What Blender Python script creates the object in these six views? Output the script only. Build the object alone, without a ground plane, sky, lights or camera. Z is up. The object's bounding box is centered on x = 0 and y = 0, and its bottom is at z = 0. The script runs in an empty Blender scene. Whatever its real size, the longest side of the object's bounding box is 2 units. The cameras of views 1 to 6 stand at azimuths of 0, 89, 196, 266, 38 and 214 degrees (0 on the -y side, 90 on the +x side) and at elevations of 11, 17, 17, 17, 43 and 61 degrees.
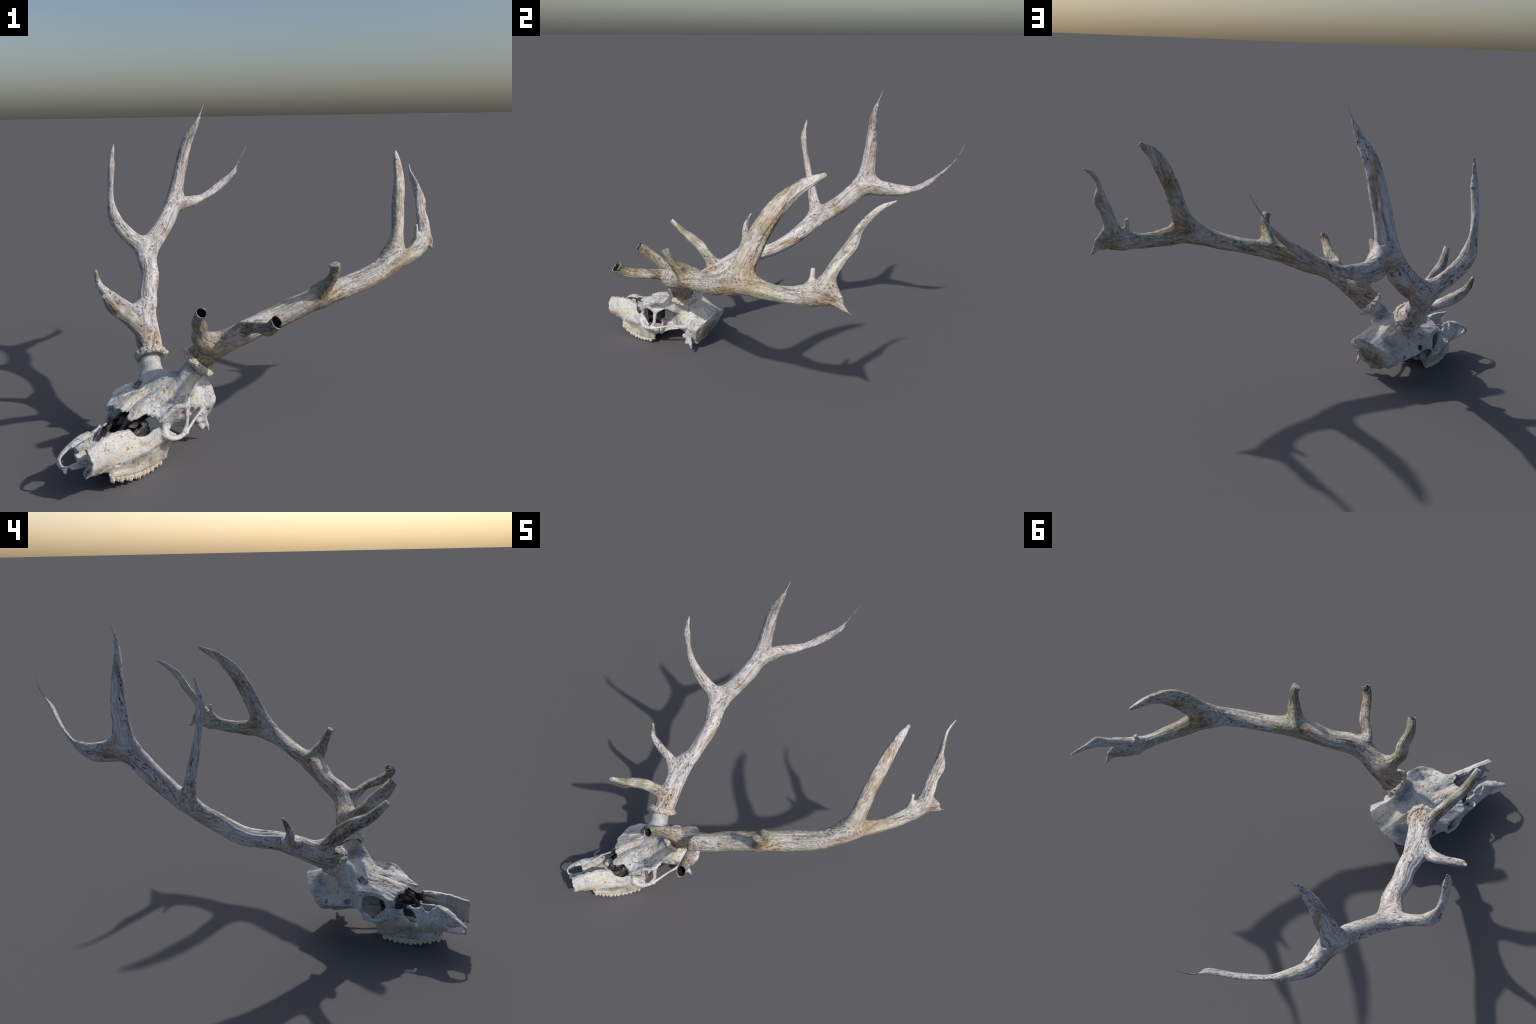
"""Weathered stag skull with two long, partly broken antlers.

The bone is described as signed-distance solids (tubes along spines with
elliptical cross-sections, lofted sheets and solids) and polygonised with a
sparse surface-nets mesher written below."""
import bpy, math
import numpy as np
from mathutils import Vector

QUALITY = 1.0
VOX_ANTLER = 0.0030 / QUALITY
VOX_SKULL = 0.0022 / QUALITY

# ------------------------------------------------------------------ noise --
_RAND = np.random.RandomState(77).uniform(-1, 1, 4096).astype(np.float32)
_PERM = np.random.RandomState(78).permutation(4096).astype(np.int32)

def noise3(x, y, z, seed=0):
    """Smooth value noise in -1..1 on a hashed lattice."""
    x, y, z = np.broadcast_arrays(*(np.asarray(q, np.float32) for q in (x, y, z)))
    fx, fy, fz = np.floor(x), np.floor(y), np.floor(z)
    ix, iy, iz = fx.astype(np.int32) + seed * 131, fy.astype(np.int32), fz.astype(np.int32)
    u, v, w = x - fx, y - fy, z - fz
    u, v, w = u * u * (3 - 2 * u), v * v * (3 - 2 * v), w * w * (3 - 2 * w)
    out = []
    px = [_PERM[(ix + a) & 4095] for a in (0, 1)]
    for b in (0, 1):
        pxy = [_PERM[(p + iy + b) & 4095] for p in px]
        for d in (0, 1):
            c0, c1 = (_RAND[(p + (iz + d) * 7) & 4095] for p in pxy)
            out.append(c0 + (c1 - c0) * u)
    lo, hi = out[0] + (out[1] - out[0]) * w, out[2] + (out[3] - out[2]) * w
    return lo + (hi - lo) * v

def fbm(x, y, z, octaves=3, seed=0):
    s, a = 0, 1.0
    for o in range(octaves):
        s = s + a * noise3(x, y, z, seed + o)
        x, y, z, a = x * 2.03, y * 2.03, z * 2.03, a * 0.5
    return s

def smin(a, b, k):
    h = np.maximum(k - np.abs(a - b), 0) / k
    return np.minimum(a, b) - h * h * k * 0.25

def smax(a, b, k):
    return -smin(-a, -b, k)

# ----------------------------------------------------------------- meshing --
class Nets:
    """Surface nets over blocks of one global lattice; cells are welded by id."""
    def __init__(self, origin, vox):
        self.o, self.h = np.array(origin, float), vox
        self.cell_id, self.cell_p, self.cell_l, self.quads = [], [], [], []

    @staticmethod
    def key(i, j, k):
        return (i.astype(np.int64) << 40) + (j.astype(np.int64) << 20) + k.astype(np.int64)

    def add(self, base, f, label=None):
        """f: node values of shape (nx+1, ny+1, nz+1) starting at lattice index base."""
        s = f < 0
        c = np.zeros(tuple(n - 1 for n in f.shape), np.int8)
        corners = [(a, b, d) for a in (0, 1) for b in (0, 1) for d in (0, 1)]
        sl = lambda a, n: slice(a, n - 1 + a)
        for a, b, d in corners:
            c += s[sl(a, f.shape[0]), sl(b, f.shape[1]), sl(d, f.shape[2])]
        I, J, K = np.nonzero((c > 0) & (c < 8))
        if not len(I):
            return
        acc, cnt = np.zeros((len(I), 3)), np.zeros(len(I))
        for a, b, d in corners:
            for ax in range(3):
                if (a, b, d)[ax]:
                    continue
                e = [a, b, d]; e[ax] = 1
                f0 = f[I + a, J + b, K + d]; f1 = f[I + e[0], J + e[1], K + e[2]]
                m = (f0 < 0) != (f1 < 0)
                t = np.where(m, f0 / np.where(m, f0 - f1, 1), 0)
                p = np.tile(np.array([a, b, d], float), (len(I), 1)); p[:, ax] = t
                acc += p * m[:, None]; cnt += m
        P = acc / cnt[:, None] + np.stack([I, J, K], 1) + np.array(base)
        self.cell_p.append(self.o + P * self.h)
        self.cell_id.append(self.key(I + base[0], J + base[1], K + base[2]))
        if label is not None:
            self.cell_l.append(label[I, J, K])
        for ax in range(3):
            n = [sl(0, f.shape[q]) for q in range(3)]
            m = list(n); m[ax] = sl(1, f.shape[ax])
            lo, hi = s[tuple(n)], s[tuple(m)]
            E = np.nonzero(lo != hi)
            g = [E[q] + base[q] for q in range(3)]
            u, v = (ax + 1) % 3, (ax + 2) % 3
            ids = []
            for du, dv in ((-1, -1), (0, -1), (0, 0), (-1, 0)):
                q = list(g); q[u] = q[u] + du; q[v] = q[v] + dv
                ids.append(self.key(*q))
            q = np.stack(ids, 1)
            flip = ~lo[E]
            q[flip] = q[flip][:, ::-1]
            self.quads.append(q)

    def finish(self):
        ids, P, Q = np.concatenate(self.cell_id), np.concatenate(self.cell_p), np.concatenate(self.quads)
        L = np.concatenate(self.cell_l) if self.cell_l else np.zeros(len(ids), int)
        order = np.argsort(ids); ids, P, L = ids[order], P[order], L[order]
        at = np.clip(np.searchsorted(ids, Q), 0, len(ids) - 1)
        ok = (ids[at] == Q).all(1)
        return P, at[ok], L

def relax(P, Q, rounds, amount=0.5):
    """Laplacian smoothing over the quad edges."""
    a = np.concatenate([Q[:, 0], Q[:, 1], Q[:, 2], Q[:, 3]])
    b = np.concatenate([Q[:, 1], Q[:, 2], Q[:, 3], Q[:, 0]])
    n = np.bincount(a, minlength=len(P)) + np.bincount(b, minlength=len(P))
    for _ in range(rounds):
        S = np.stack([np.bincount(a, P[b, i], len(P)) + np.bincount(b, P[a, i], len(P)) for i in range(3)], 1)
        P = P + amount * (S / np.maximum(n, 1)[:, None] - P)
    return P

def drop_islands(P, Q, L, least=60):
    """Keep only connected pieces with at least `least` vertices."""
    lab = np.arange(len(P))
    while True:
        m = lab[Q].min(1)
        new = lab.copy()
        for c in range(4):
            np.minimum.at(new, Q[:, c], m)
        new = new[new]
        if (new == lab).all():
            break
        lab = new
    cnt = np.bincount(lab, minlength=len(P))
    keep = cnt[lab] >= least
    idx = np.cumsum(keep) - 1
    Q = idx[Q[keep[Q[:, 0]]]]
    return P[keep], Q, L[keep]

# ------------------------------------------------------------------ splines --
def spline(P, n=12):
    P = np.asarray(P, float)
    Q = np.vstack([2 * P[0] - P[1], P, 2 * P[-1] - P[-2]])
    t, out = np.linspace(0, 1, n, endpoint=False)[:, None], []
    for i in range(len(P) - 1):
        a, b, c, d = Q[i:i + 4]
        out.append(.5 * (2 * b + (-a + c) * t + (2 * a - 5 * b + 4 * c - d) * t ** 2 + (-a + 3 * b - 3 * c + d) * t ** 3))
    return np.vstack(out + [P[-1:]])

class Tube:
    """Spine with elliptical cross-sections. rows: x, y, z, long radius, short radius, turn in degrees."""
    def __init__(self, rows, cut=False, start_cut=False):
        R = np.array(rows, float)
        n = 7
        C = spline(R[:, :3], n)
        ph = np.radians(R[:, 5]) if R.shape[1] > 5 else np.zeros(len(R))
        a, b = R[:, 3], (R[:, 4] if R.shape[1] > 4 else R[:, 3])
        # linear blend of the radius matrices keeps flats from flipping
        M = np.stack([a * a * np.cos(ph) ** 2 + b * b * np.sin(ph) ** 2, (a * a - b * b) * np.sin(ph) * np.cos(ph),
                      a * a * np.sin(ph) ** 2 + b * b * np.cos(ph) ** 2], 1)
        t = np.linspace(0, len(R) - 1, len(C)); i = np.minimum(t.astype(int), len(R) - 2); w = (t - i)[:, None]
        w = w * w * (3 - 2 * w) * .5 + w * .5
        M = M[i] * (1 - w) + M[i + 1] * w
        T = np.gradient(C, axis=0); T /= np.linalg.norm(T, axis=1)[:, None]
        ref = np.array([0, 0, 1.]) if abs(T[0, 2]) < .9 else np.array([1., 0, 0])
        E = [np.cross(ref, T[0])]; E[0] /= np.linalg.norm(E[0])
        for q in range(1, len(C)):
            v = E[-1] - T[q] * (E[-1] @ T[q]); E.append(v / np.linalg.norm(v))
        E = np.array(E)
        self.C, self.T, self.E1, self.E2, self.M = [np.ascontiguousarray(q, np.float32) for q in (C, T, E, np.cross(T, E), M)]
        self.tab = np.concatenate([self.C, self.E1, self.E2, self.T, self.M], 1); self.dtab = np.diff(self.tab, axis=0, append=self.tab[-1:])
        self.s = np.concatenate([[0], np.cumsum(np.linalg.norm(np.diff(C, axis=0), axis=1))]).astype(np.float32)
        self.r = np.sqrt(np.maximum(M[:, 0], M[:, 2]) + np.abs(M[:, 1]))
        self.cut, self.start_cut = cut, start_cut

    def field(self, X, want=False):
        """Signed distance (approximate) at points X (n,3)."""
        X = np.asarray(X, np.float32)
        lo, hi = X.min(0), X.max(0)
        mid, rad = (lo + hi) / 2, np.linalg.norm(hi - lo) / 2
        near = np.nonzero(np.linalg.norm(self.C - mid, axis=1) - rad <= self.r + 0.07)[0]
        if not len(near):
            f = np.full(len(X), .06, np.float32)
            return (f, f * 0, f * 0 + 1, f * 0) if want else f
        near = np.unique(np.clip(np.concatenate([near - 1, near]), 0, len(self.C) - 2))
        px, py, pz = (np.ascontiguousarray(X[:, q]) for q in range(3))
        best = np.full(len(X), 1e9, np.float32); at = np.zeros(len(X), np.float32)
        for i in near:
            a = self.C[i]; ab = self.C[i + 1] - a; n2 = max(float(ab @ ab), 1e-12)
            vx, vy, vz = px - a[0], py - a[1], pz - a[2]
            t = (vx * ab[0] + vy * ab[1] + vz * ab[2]) * np.float32(1 / n2)
            np.clip(t, 0, 1, out=t)
            vx -= t * ab[0]; vy -= t * ab[1]; vz -= t * ab[2]
            q = vx * vx + vy * vy + vz * vz
            m = q < best
            np.copyto(best, q, where=m); t += np.float32(i); np.copyto(at, t, where=m)
        f = np.sqrt(best) - self.r.max().astype(np.float32)
        if want:
            s, cx, cy = np.zeros_like(f), np.ones_like(f), np.zeros_like(f)
        go = np.nonzero(f < .05)[0]
        if not len(go):
            return (f, s, cx, cy) if want else f
        at = at[go]
        bi = np.minimum(at.astype(np.int32), len(self.C) - 2); bt = at - bi
        R = self.tab[bi]; R += bt[:, None] * self.dtab[bi]
        R = np.ascontiguousarray(R.T)
        vx, vy, vz = px[go] - R[0], py[go] - R[1], pz[go] - R[2]
        x = vx * R[3] + vy * R[4] + vz * R[5]; y = vx * R[6] + vy * R[7] + vz * R[8]; ax = vx * R[9] + vy * R[10] + vz * R[11]
        m0, m1, m2 = R[12], R[13], R[14]
        det = np.maximum(m0 * m2 - m1 * m1, 1e-14)
        gx, gy = (m2 * x - m1 * y) / det, (m0 * y - m1 * x) / det
        k0 = np.sqrt(np.maximum(gx * x + gy * y, 1e-12)); k1 = np.maximum(np.sqrt(gx * gx + gy * gy), 1e-6)
        fe = np.maximum(k0 * (k0 - 1) / k1, -np.sqrt(np.sqrt(det)))
        last = (bi == len(self.C) - 2) & (bt > .999); first = (bi == 0) & (bt < .001)
        over = np.maximum(np.where(last, ax, np.where(first, -ax, 0)), 0)
        hard = (last & self.cut) | (first & self.start_cut)
        f[go] = np.where(hard, np.maximum(fe, over), np.where(over > 0, np.sqrt(np.maximum(fe, 0) ** 2 + over * over) + np.minimum(fe, 0), fe))
        if want:
            q = 1 / np.maximum(np.sqrt(x * x + y * y), 1e-6)
            s[go] = self.s[bi] * (1 - bt) + self.s[bi + 1] * bt; cx[go] = x * q; cy[go] = y * q
            return f, s, cx, cy
        return f

# ---------------------------------------------------------------- materials --
class Graph:
    def __init__(self, name):
        self.m = bpy.data.materials.new(name); self.m.use_nodes = True
        self.t = self.m.node_tree; self.t.nodes.clear()
        self.out = self.t.nodes.new("ShaderNodeOutputMaterial")
        self.co = self.t.nodes.new("ShaderNodeTexCoord").outputs["Object"]
    def n(self, kind, **kw):
        nd = self.t.nodes.new("ShaderNode" + kind)
        for k, v in kw.items():
            if k.startswith("i_"):
                nd.inputs[k[2:].replace("_", " ")].default_value = v
            else:
                setattr(nd, k, v)
        return nd
    def link(self, a, b):
        self.t.links.new(a, b)
    def mapped(self, scale=(1, 1, 1), rot=(0, 0, 0), loc=(0, 0, 0), src=None):
        m = self.n("Mapping")
        m.inputs["Scale"].default_value = scale; m.inputs["Rotation"].default_value = rot; m.inputs["Location"].default_value = loc
        self.link(src or self.co, m.inputs["Vector"])
        return m.outputs[0]
    def noise(self, vec, scale, detail=4, rough=.6, dist=0):
        n = self.n("TexNoise"); n.inputs["Scale"].default_value = scale; n.inputs["Detail"].default_value = detail
        n.inputs["Roughness"].default_value = rough; n.inputs["Distortion"].default_value = dist
        self.link(vec, n.inputs["Vector"])
        return n.outputs["Fac"]
    def ramp(self, fac, stops):
        r = self.n("ValToRGB"); e = r.color_ramp.elements
        while len(e) < len(stops):
            e.new(.5)
        for el, (p, c) in zip(e, stops):
            el.position = p; el.color = (*c, 1) if len(c) == 3 else c
        self.link(fac, r.inputs["Fac"])
        return r.outputs["Color"]
    def mask(self, fac, lo, hi):
        m = self.n("MapRange", interpolation_type="SMOOTHSTEP", clamp=True)
        m.inputs["From Min"].default_value = lo; m.inputs["From Max"].default_value = hi
        self.link(fac, m.inputs["Value"])
        return m.outputs["Result"]
    def math(self, op, a, b):
        m = self.n("Math", operation=op)
        for i, s in enumerate((a, b)):
            if isinstance(s, (int, float)):
                m.inputs[i].default_value = s
            else:
                self.link(s, m.inputs[i])
        return m.outputs[0]
    def mix(self, fac, a, b, blend="MIX"):
        m = self.n("Mix", data_type="RGBA", blend_type=blend)
        for sock, s in ((m.inputs["Factor"], fac), (m.inputs[6], a), (m.inputs[7], b)):
            if isinstance(s, (int, float)):
                sock.default_value = s
            elif isinstance(s, tuple):
                sock.default_value = (*s, 1)
            else:
                self.link(s, sock)
        return m.outputs[2]
    def finish(self, color, rough=.75, bump=None, strength=.4, dist=.004, spec=.25):
        b = self.n("BsdfPrincipled")
        if isinstance(color, tuple):
            b.inputs["Base Color"].default_value = (*color, 1)
        else:
            self.link(color, b.inputs["Base Color"])
        b.inputs["Roughness"].default_value = rough
        b.inputs["Specular IOR Level"].default_value = spec
        if bump is not None:
            bn = self.n("Bump"); bn.inputs["Strength"].default_value = strength; bn.inputs["Distance"].default_value = dist
            self.link(bump, bn.inputs["Height"]); self.link(bn.outputs[0], b.inputs["Normal"])
        self.link(b.outputs[0], self.out.inputs["Surface"])
        return self.m

def _spot(self, centre, radius, soft=.5, wobble=.03, scale=30, stretch=None):
    """1 near a world point, 0 away from it, with a ragged rim. stretch: axis scales."""
    v = self.n("VectorMath", operation="SUBTRACT"); self.link(self.co, v.inputs[0]); v.inputs[1].default_value = tuple(centre)
    src = v.outputs[0]
    if stretch:
        m = self.n("VectorMath", operation="MULTIPLY"); self.link(src, m.inputs[0]); m.inputs[1].default_value = stretch; src = m.outputs[0]
    l = self.n("VectorMath", operation="LENGTH"); self.link(src, l.inputs[0])
    d = self.math("ADD", l.outputs["Value"], self.math("MULTIPLY", self.math("SUBTRACT", self.noise(self.co, scale, 4, .65), .5), wobble * 2))
    return self.math("SUBTRACT", 1.0, self.mask(d, radius * (1 - soft), radius))
Graph.spot = _spot

def skull_point(x, y, z):
    ex, ey = (.8553, -.5182), (-.5182, -.8553)
    return tuple(ex[i] * (x - .155) + ey[i] * (y + .8) for i in (0, 1)) + (z,)

def bone_material(speckled=True):
    g = Graph("weathered_bone")
    c = g.co
    base = g.ramp(g.noise(c, 10, 6, .65), [(.30, (.21, .22, .235)), (.42, (.40, .41, .415)), (.56, (.57, .58, .585)), (.72, (.55, .485, .39))])  # greys tinted bluish for the sky light baked into the original's bone
    cream = g.mask(g.noise(g.mapped(loc=(3, 1, 2)), 7, 4, .6, .4), .48, .66)
    col = g.mix(g.math("MULTIPLY", cream, .65), base, (.60, .53, .42))
    stain = g.mask(g.noise(g.mapped(loc=(8, 1, 2)), 17, 5, .65, .8), .57, .70)
    col = g.mix(g.math("MULTIPLY", stain, .55), col, (.40, .27, .17))
    for sx in (1, -1):
        for p, rr in (((.095 * sx, .20, .065), .075), ((.10 * sx, .10, .06), .08)):
            cm = g.spot(skull_point(*p), rr, .8, .03, 25)
            col = g.mix(g.math("MULTIPLY", cm, .6), col, g.ramp(g.noise(c, 30, 5, .65), [(.35, (.34, .26, .16)), (.5, (.52, .44, .31)), (.65, (.62, .57, .47))]))
        brown_patch = g.spot(skull_point(.104 * sx, .195, .094), .05, .9, .03, 30)
        col = g.mix(g.math("MULTIPLY", brown_patch, .6), col, (.26, .19, .115))
    orange = None
    for p, r in (((.050, -.050, .300), .05), ((-.045, .085, .278), .055), ((-.02, .02, .285), .05), ((.045, .13, .262), .03)):
        m = g.spot(skull_point(*p), r, .8, .025, 45)
        orange = m if orange is None else g.math("MAXIMUM", orange, m)
    col = g.mix(g.math("MULTIPLY", orange, .5), col, g.ramp(g.noise(c, 60, 5, .7), [(.35, (.62, .55, .46)), (.5, (.50, .32, .20)), (.65, (.68, .65, .60))]))
    green = g.spot(skull_point(.10, -.16, .235), .075, .9, .03, 30)
    col = g.mix(g.math("MULTIPLY", green, .45), col, (.42, .41, .27))
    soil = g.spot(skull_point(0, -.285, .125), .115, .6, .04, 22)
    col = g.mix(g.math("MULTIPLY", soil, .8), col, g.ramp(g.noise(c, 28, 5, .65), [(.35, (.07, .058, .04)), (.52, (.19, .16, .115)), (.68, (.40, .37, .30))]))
    # dark scabs and pepper
    fine = g.noise(g.mapped(loc=(7, 4, 1)), 75, 6, .72, 1.2)
    pits = g.mask(fine, .585, .64)
    where = g.mask(g.noise(g.mapped(loc=(1, 9, 5)), 12, 3, .55), .40, .54)
    for p, r in (((.093, .030, .272), .055), ((.060, -.03, .29), .05), ((.03, .03, .28), .05)):
        where = g.math("MAXIMUM", where, g.spot(skull_point(*p), r, .6, .03, 40))
    dark = g.math("MULTIPLY", pits, where)
    scar = g.spot(skull_point(-.104, -.045, .292), .030, .35, .02, 60, (1, 1, 1.0))
    dark = g.math("MAXIMUM", dark, g.math("MULTIPLY", scar, g.mask(g.noise(c, 85, 5, .7), .42, .52)))
    col = g.mix(g.math("MULTIPLY", dark, .9), col, (.045, .042, .045))
    scab_at = None
    for p, r in (((.085, .030, .275), .06), ((.055, -.035, .295), .045), ((.015, .05, .275), .055), ((-.06, .03, .28), .05), ((.13, .0, .27), .04), ((-.10, .08, .26), .04), ((.0, -.30, .27), .05), ((.09, -.30, .22), .06)):
        m = g.spot(skull_point(*p), r, .7, .03, 35)
        scab_at = m if scab_at is None else g.math("MAXIMUM", scab_at, m)
    scab = g.mask(g.noise(g.mapped(loc=(4, 8, 8), scale=(1, 1, 1.6)), 62, 6, .68, 1.6), .565, .61)
    dark2 = g.math("MULTIPLY", scab, scab_at)
    col = g.mix(g.math("MULTIPLY", dark2, .9), col, (.05, .045, .045))
    dark = g.math("MAXIMUM", dark, dark2)
    pin = g.mask(g.noise(g.mapped(loc=(2, 7, 3)), 210, 3, .6), .64, .70)
    col = g.mix(g.math("MULTIPLY", pin, .75), col, (.08, .072, .065))
    vor = g.n("TexVoronoi", feature="DISTANCE_TO_EDGE"); vor.inputs["Scale"].default_value = 19
    wob = g.n("TexNoise"); wob.inputs["Scale"].default_value = 28; wob.inputs["Detail"].default_value = 5
    g.link(c, wob.inputs["Vector"])
    vm = g.n("VectorMath", operation="MULTIPLY_ADD"); vm.inputs[1].default_value = (.07, .07, .07)
    g.link(wob.outputs["Color"], vm.inputs[0]); g.link(c, vm.inputs[2]); g.link(vm.outputs[0], vor.inputs["Vector"])
    crack = g.math("SUBTRACT", 1.0, g.mask(vor.outputs["Distance"], .003, .016))
    crack = g.math("MULTIPLY", crack, g.mask(g.noise(g.mapped(loc=(2, 2, 8)), 9, 3, .6), .50, .57))
    col = g.mix(g.math("MULTIPLY", crack, .85), col, (.11, .08, .06))
    h = g.math("SUBTRACT", g.noise(c, 110, 6, .65), g.math("ADD", g.math("MULTIPLY", dark, .8), crack))
    return g.finish(col, .7, h, .7, .003)

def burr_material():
    g = Graph("knobbly_burr_bone")
    a = g.noise(g.co, 150, 5, .7)
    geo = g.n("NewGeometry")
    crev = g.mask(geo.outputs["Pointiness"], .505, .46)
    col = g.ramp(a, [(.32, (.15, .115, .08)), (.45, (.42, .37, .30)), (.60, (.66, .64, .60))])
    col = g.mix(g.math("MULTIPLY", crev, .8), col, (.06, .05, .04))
    return g.finish(col, .75, a, .6, .003)

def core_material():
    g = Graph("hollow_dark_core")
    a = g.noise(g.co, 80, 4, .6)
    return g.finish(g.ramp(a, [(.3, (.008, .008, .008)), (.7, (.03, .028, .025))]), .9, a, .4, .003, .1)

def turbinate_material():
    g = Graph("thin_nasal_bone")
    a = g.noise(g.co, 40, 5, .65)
    return g.finish(g.ramp(a, [(.35, (.018, .018, .018)), (.5, (.05, .048, .046)), (.70, (.17, .16, .15))]), .8, a, .5, .003)  # bone colour darkened to near black for the shade inside the nose

def tooth_material():
    g = Graph("worn_tooth_enamel")
    a = g.noise(g.co, 120, 4, .6)
    b = g.noise(g.mapped(loc=(3, 3, 1)), 55, 3, .6)
    col = g.ramp(a, [(.3, (.36, .28, .19)), (.5, (.62, .56, .46)), (.7, (.74, .71, .64))])
    col = g.mix(g.math("MULTIPLY", g.mask(b, .56, .68), .8), col, (.14, .085, .05))
    return g.finish(col, .4, a, .3, .002, .5)

def direction_rotation(d):
    """Euler that turns the axis d onto z (for noise stretched along a tine)."""
    return Vector(d).normalized().rotation_difference(Vector((0, 0, 1))).to_euler()

def antler_material(name, runs, tone):
    """Streaks that follow the runs of the horn, dark pepper in bands, brown, olive or mossy areas.
    runs: [(direction, point, normal), ...]; each later run takes over beyond its plane."""
    g = Graph(name)
    mott = g.noise(g.co, 60, 5, .7)
    wv = g.n("TexNoise"); wv.inputs["Scale"].default_value = 9; wv.inputs["Detail"].default_value = 2; g.link(g.co, wv.inputs["Vector"])
    vm = g.n("VectorMath", operation="MULTIPLY_ADD"); vm.inputs[1].default_value = (.03, .03, .03); g.link(wv.outputs["Color"], vm.inputs[0]); g.link(g.co, vm.inputs[2])
    fields = None
    for d, point, normal in runs:
        r = g.mapped(rot=tuple(direction_rotation(d)), src=vm.outputs[0])
        new = [g.noise(g.mapped(scale=(1, 1, .03), src=r), 150, 4, .6),
               g.noise(g.mapped(scale=(1, 1, .09), src=r, loc=(3, 3, 3)), 34, 4, .55),
               g.noise(g.mapped(scale=(1, 1, .30), src=r, loc=(6, 1, 2)), 10, 4, .6),
               g.noise(g.mapped(scale=(1, 1, .42), src=r, loc=(4, 4, 4)), 105, 5, .75),
               g.noise(g.mapped(scale=(1, 1, .20), src=r, loc=(9, 2, 6)), 17, 3, .6),
               g.noise(g.mapped(scale=(1, 1, .035), src=r, loc=(1, 5, 2)), 48, 2, .5)]
        if fields is None:
            fields = new
            continue
        sub = g.n("VectorMath", operation="SUBTRACT"); g.link(g.co, sub.inputs[0]); sub.inputs[1].default_value = point
        dot = g.n("VectorMath", operation="DOT_PRODUCT"); g.link(sub.outputs[0], dot.inputs[0]); dot.inputs[1].default_value = tuple(Vector(normal).normalized())
        f = g.mask(dot.outputs["Value"], -.05, .05)
        inv = g.math("SUBTRACT", 1.0, f)
        fields = [g.math("ADD", g.math("MULTIPLY", o, inv), g.math("MULTIPLY", n_, f)) for o, n_ in zip(fields, new)]
    fine, wide, bigs, sp, spw, line = fields
    a = g.math("ADD", g.math("MULTIPLY", fine, .36), g.math("ADD", g.math("MULTIPLY", wide, .36), g.math("MULTIPLY", mott, .28)))
    def tones(t):
        return g.ramp(a, [(.35, t[0]), (.44, t[1]), (.53, t[2]), (.66, t[3])])
    def spots(key, soft, wob):
        m = None
        for centre, rad in tone.get(key, ()):
            q = g.spot(centre, rad, soft, wob, 18)
            m = q if m is None else g.math("MAXIMUM", m, q)
        return m
    col = tones(tone["main"])
    m = spots("olive_at", .75, .03)
    if m is not None:
        col = g.mix(m, col, tones(tone["olive"]))
    bm = g.mask(bigs, tone["brown"], tone["brown"] + .14)
    m = spots("brown_at", .9, .05)
    if m is not None:
        bm = g.math("MAXIMUM", bm, m)
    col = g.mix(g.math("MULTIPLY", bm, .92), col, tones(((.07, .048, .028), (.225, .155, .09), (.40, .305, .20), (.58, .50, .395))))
    gm = g.mask(g.noise(g.mapped(loc=(5, 1, 3)), 11, 4, .65), .54, .66)
    m = spots("green_at", .7, .05)
    if m is not None:
        gm = g.math("MAXIMUM", gm, m)
    col = g.mix(g.math("MULTIPLY", gm, tone["green"]), col, g.ramp(g.math("ADD", g.math("MULTIPLY", mott, .6), g.math("MULTIPLY", fine, .4)), [(.36, (.05, .06, .035)), (.5, (.25, .28, .17)), (.64, (.48, .52, .42))]))
    dk = g.math("MULTIPLY", g.mask(sp, .53, .60), g.mask(spw, .46, .58))
    col = g.mix(g.math("MULTIPLY", dk, tone["speck"]), col, (.05, .045, .045))
    groove = g.math("SUBTRACT", 1.0, g.mask(g.math("ABSOLUTE", g.math("SUBTRACT", line, .5), 0), .004, .020))
    groove = g.math("MULTIPLY", groove, g.mask(mott, .40, .56))
    col = g.mix(g.math("MULTIPLY", groove, .55), col, (.10, .078, .055))
    h = g.math("SUBTRACT", a, g.math("ADD", g.math("MULTIPLY", dk, .3), g.math("MULTIPLY", groove, .25)))
    return g.finish(col, .72, h, .8, .006)

# ------------------------------------------------------------------ objects --
def mesh_from(name, P, Q):
    me = bpy.data.meshes.new(name)
    me.vertices.add(len(P)); me.vertices.foreach_set("co", np.asarray(P, np.float32).ravel())
    me.loops.add(len(Q) * 4); me.loops.foreach_set("vertex_index", np.asarray(Q, np.int32).ravel())
    me.polygons.add(len(Q)); me.polygons.foreach_set("loop_start", np.arange(len(Q), dtype=np.int32) * 4)
    me.update(calc_edges=True); me.validate()
    me.polygons.foreach_set("use_smooth", np.ones(len(me.polygons), bool))
    return me

def put(name, me, parent, mat=None):
    ob = bpy.data.objects.new(name, me)
    bpy.context.scene.collection.objects.link(ob)
    ob.parent = parent
    if mat is not None and me is not None:
        me.materials.append(mat)
    return ob

def split_parts(P, Q, face_label, names, mats, parents):
    """One smooth body cut into named parts whose rims coincide and share normals."""
    whole = mesh_from("whole", P, Q)
    N = np.zeros(len(P) * 3, np.float32); whole.vertex_normals.foreach_get("vector", N); N = N.reshape(-1, 3)
    bpy.data.meshes.remove(whole)
    made = {}
    for lab, nm in names.items():
        q = Q[face_label == lab]
        if not len(q):
            continue
        used, inv = np.unique(q, return_inverse=True)
        me = mesh_from(nm, P[used], inv.reshape(-1, 4))
        if len(me.vertices) == len(used):
            me.normals_split_custom_set_from_vertices([tuple(v) for v in N[used]])
        made[lab] = put(nm, me, parents(lab, made), mats[lab])
    return made

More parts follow.
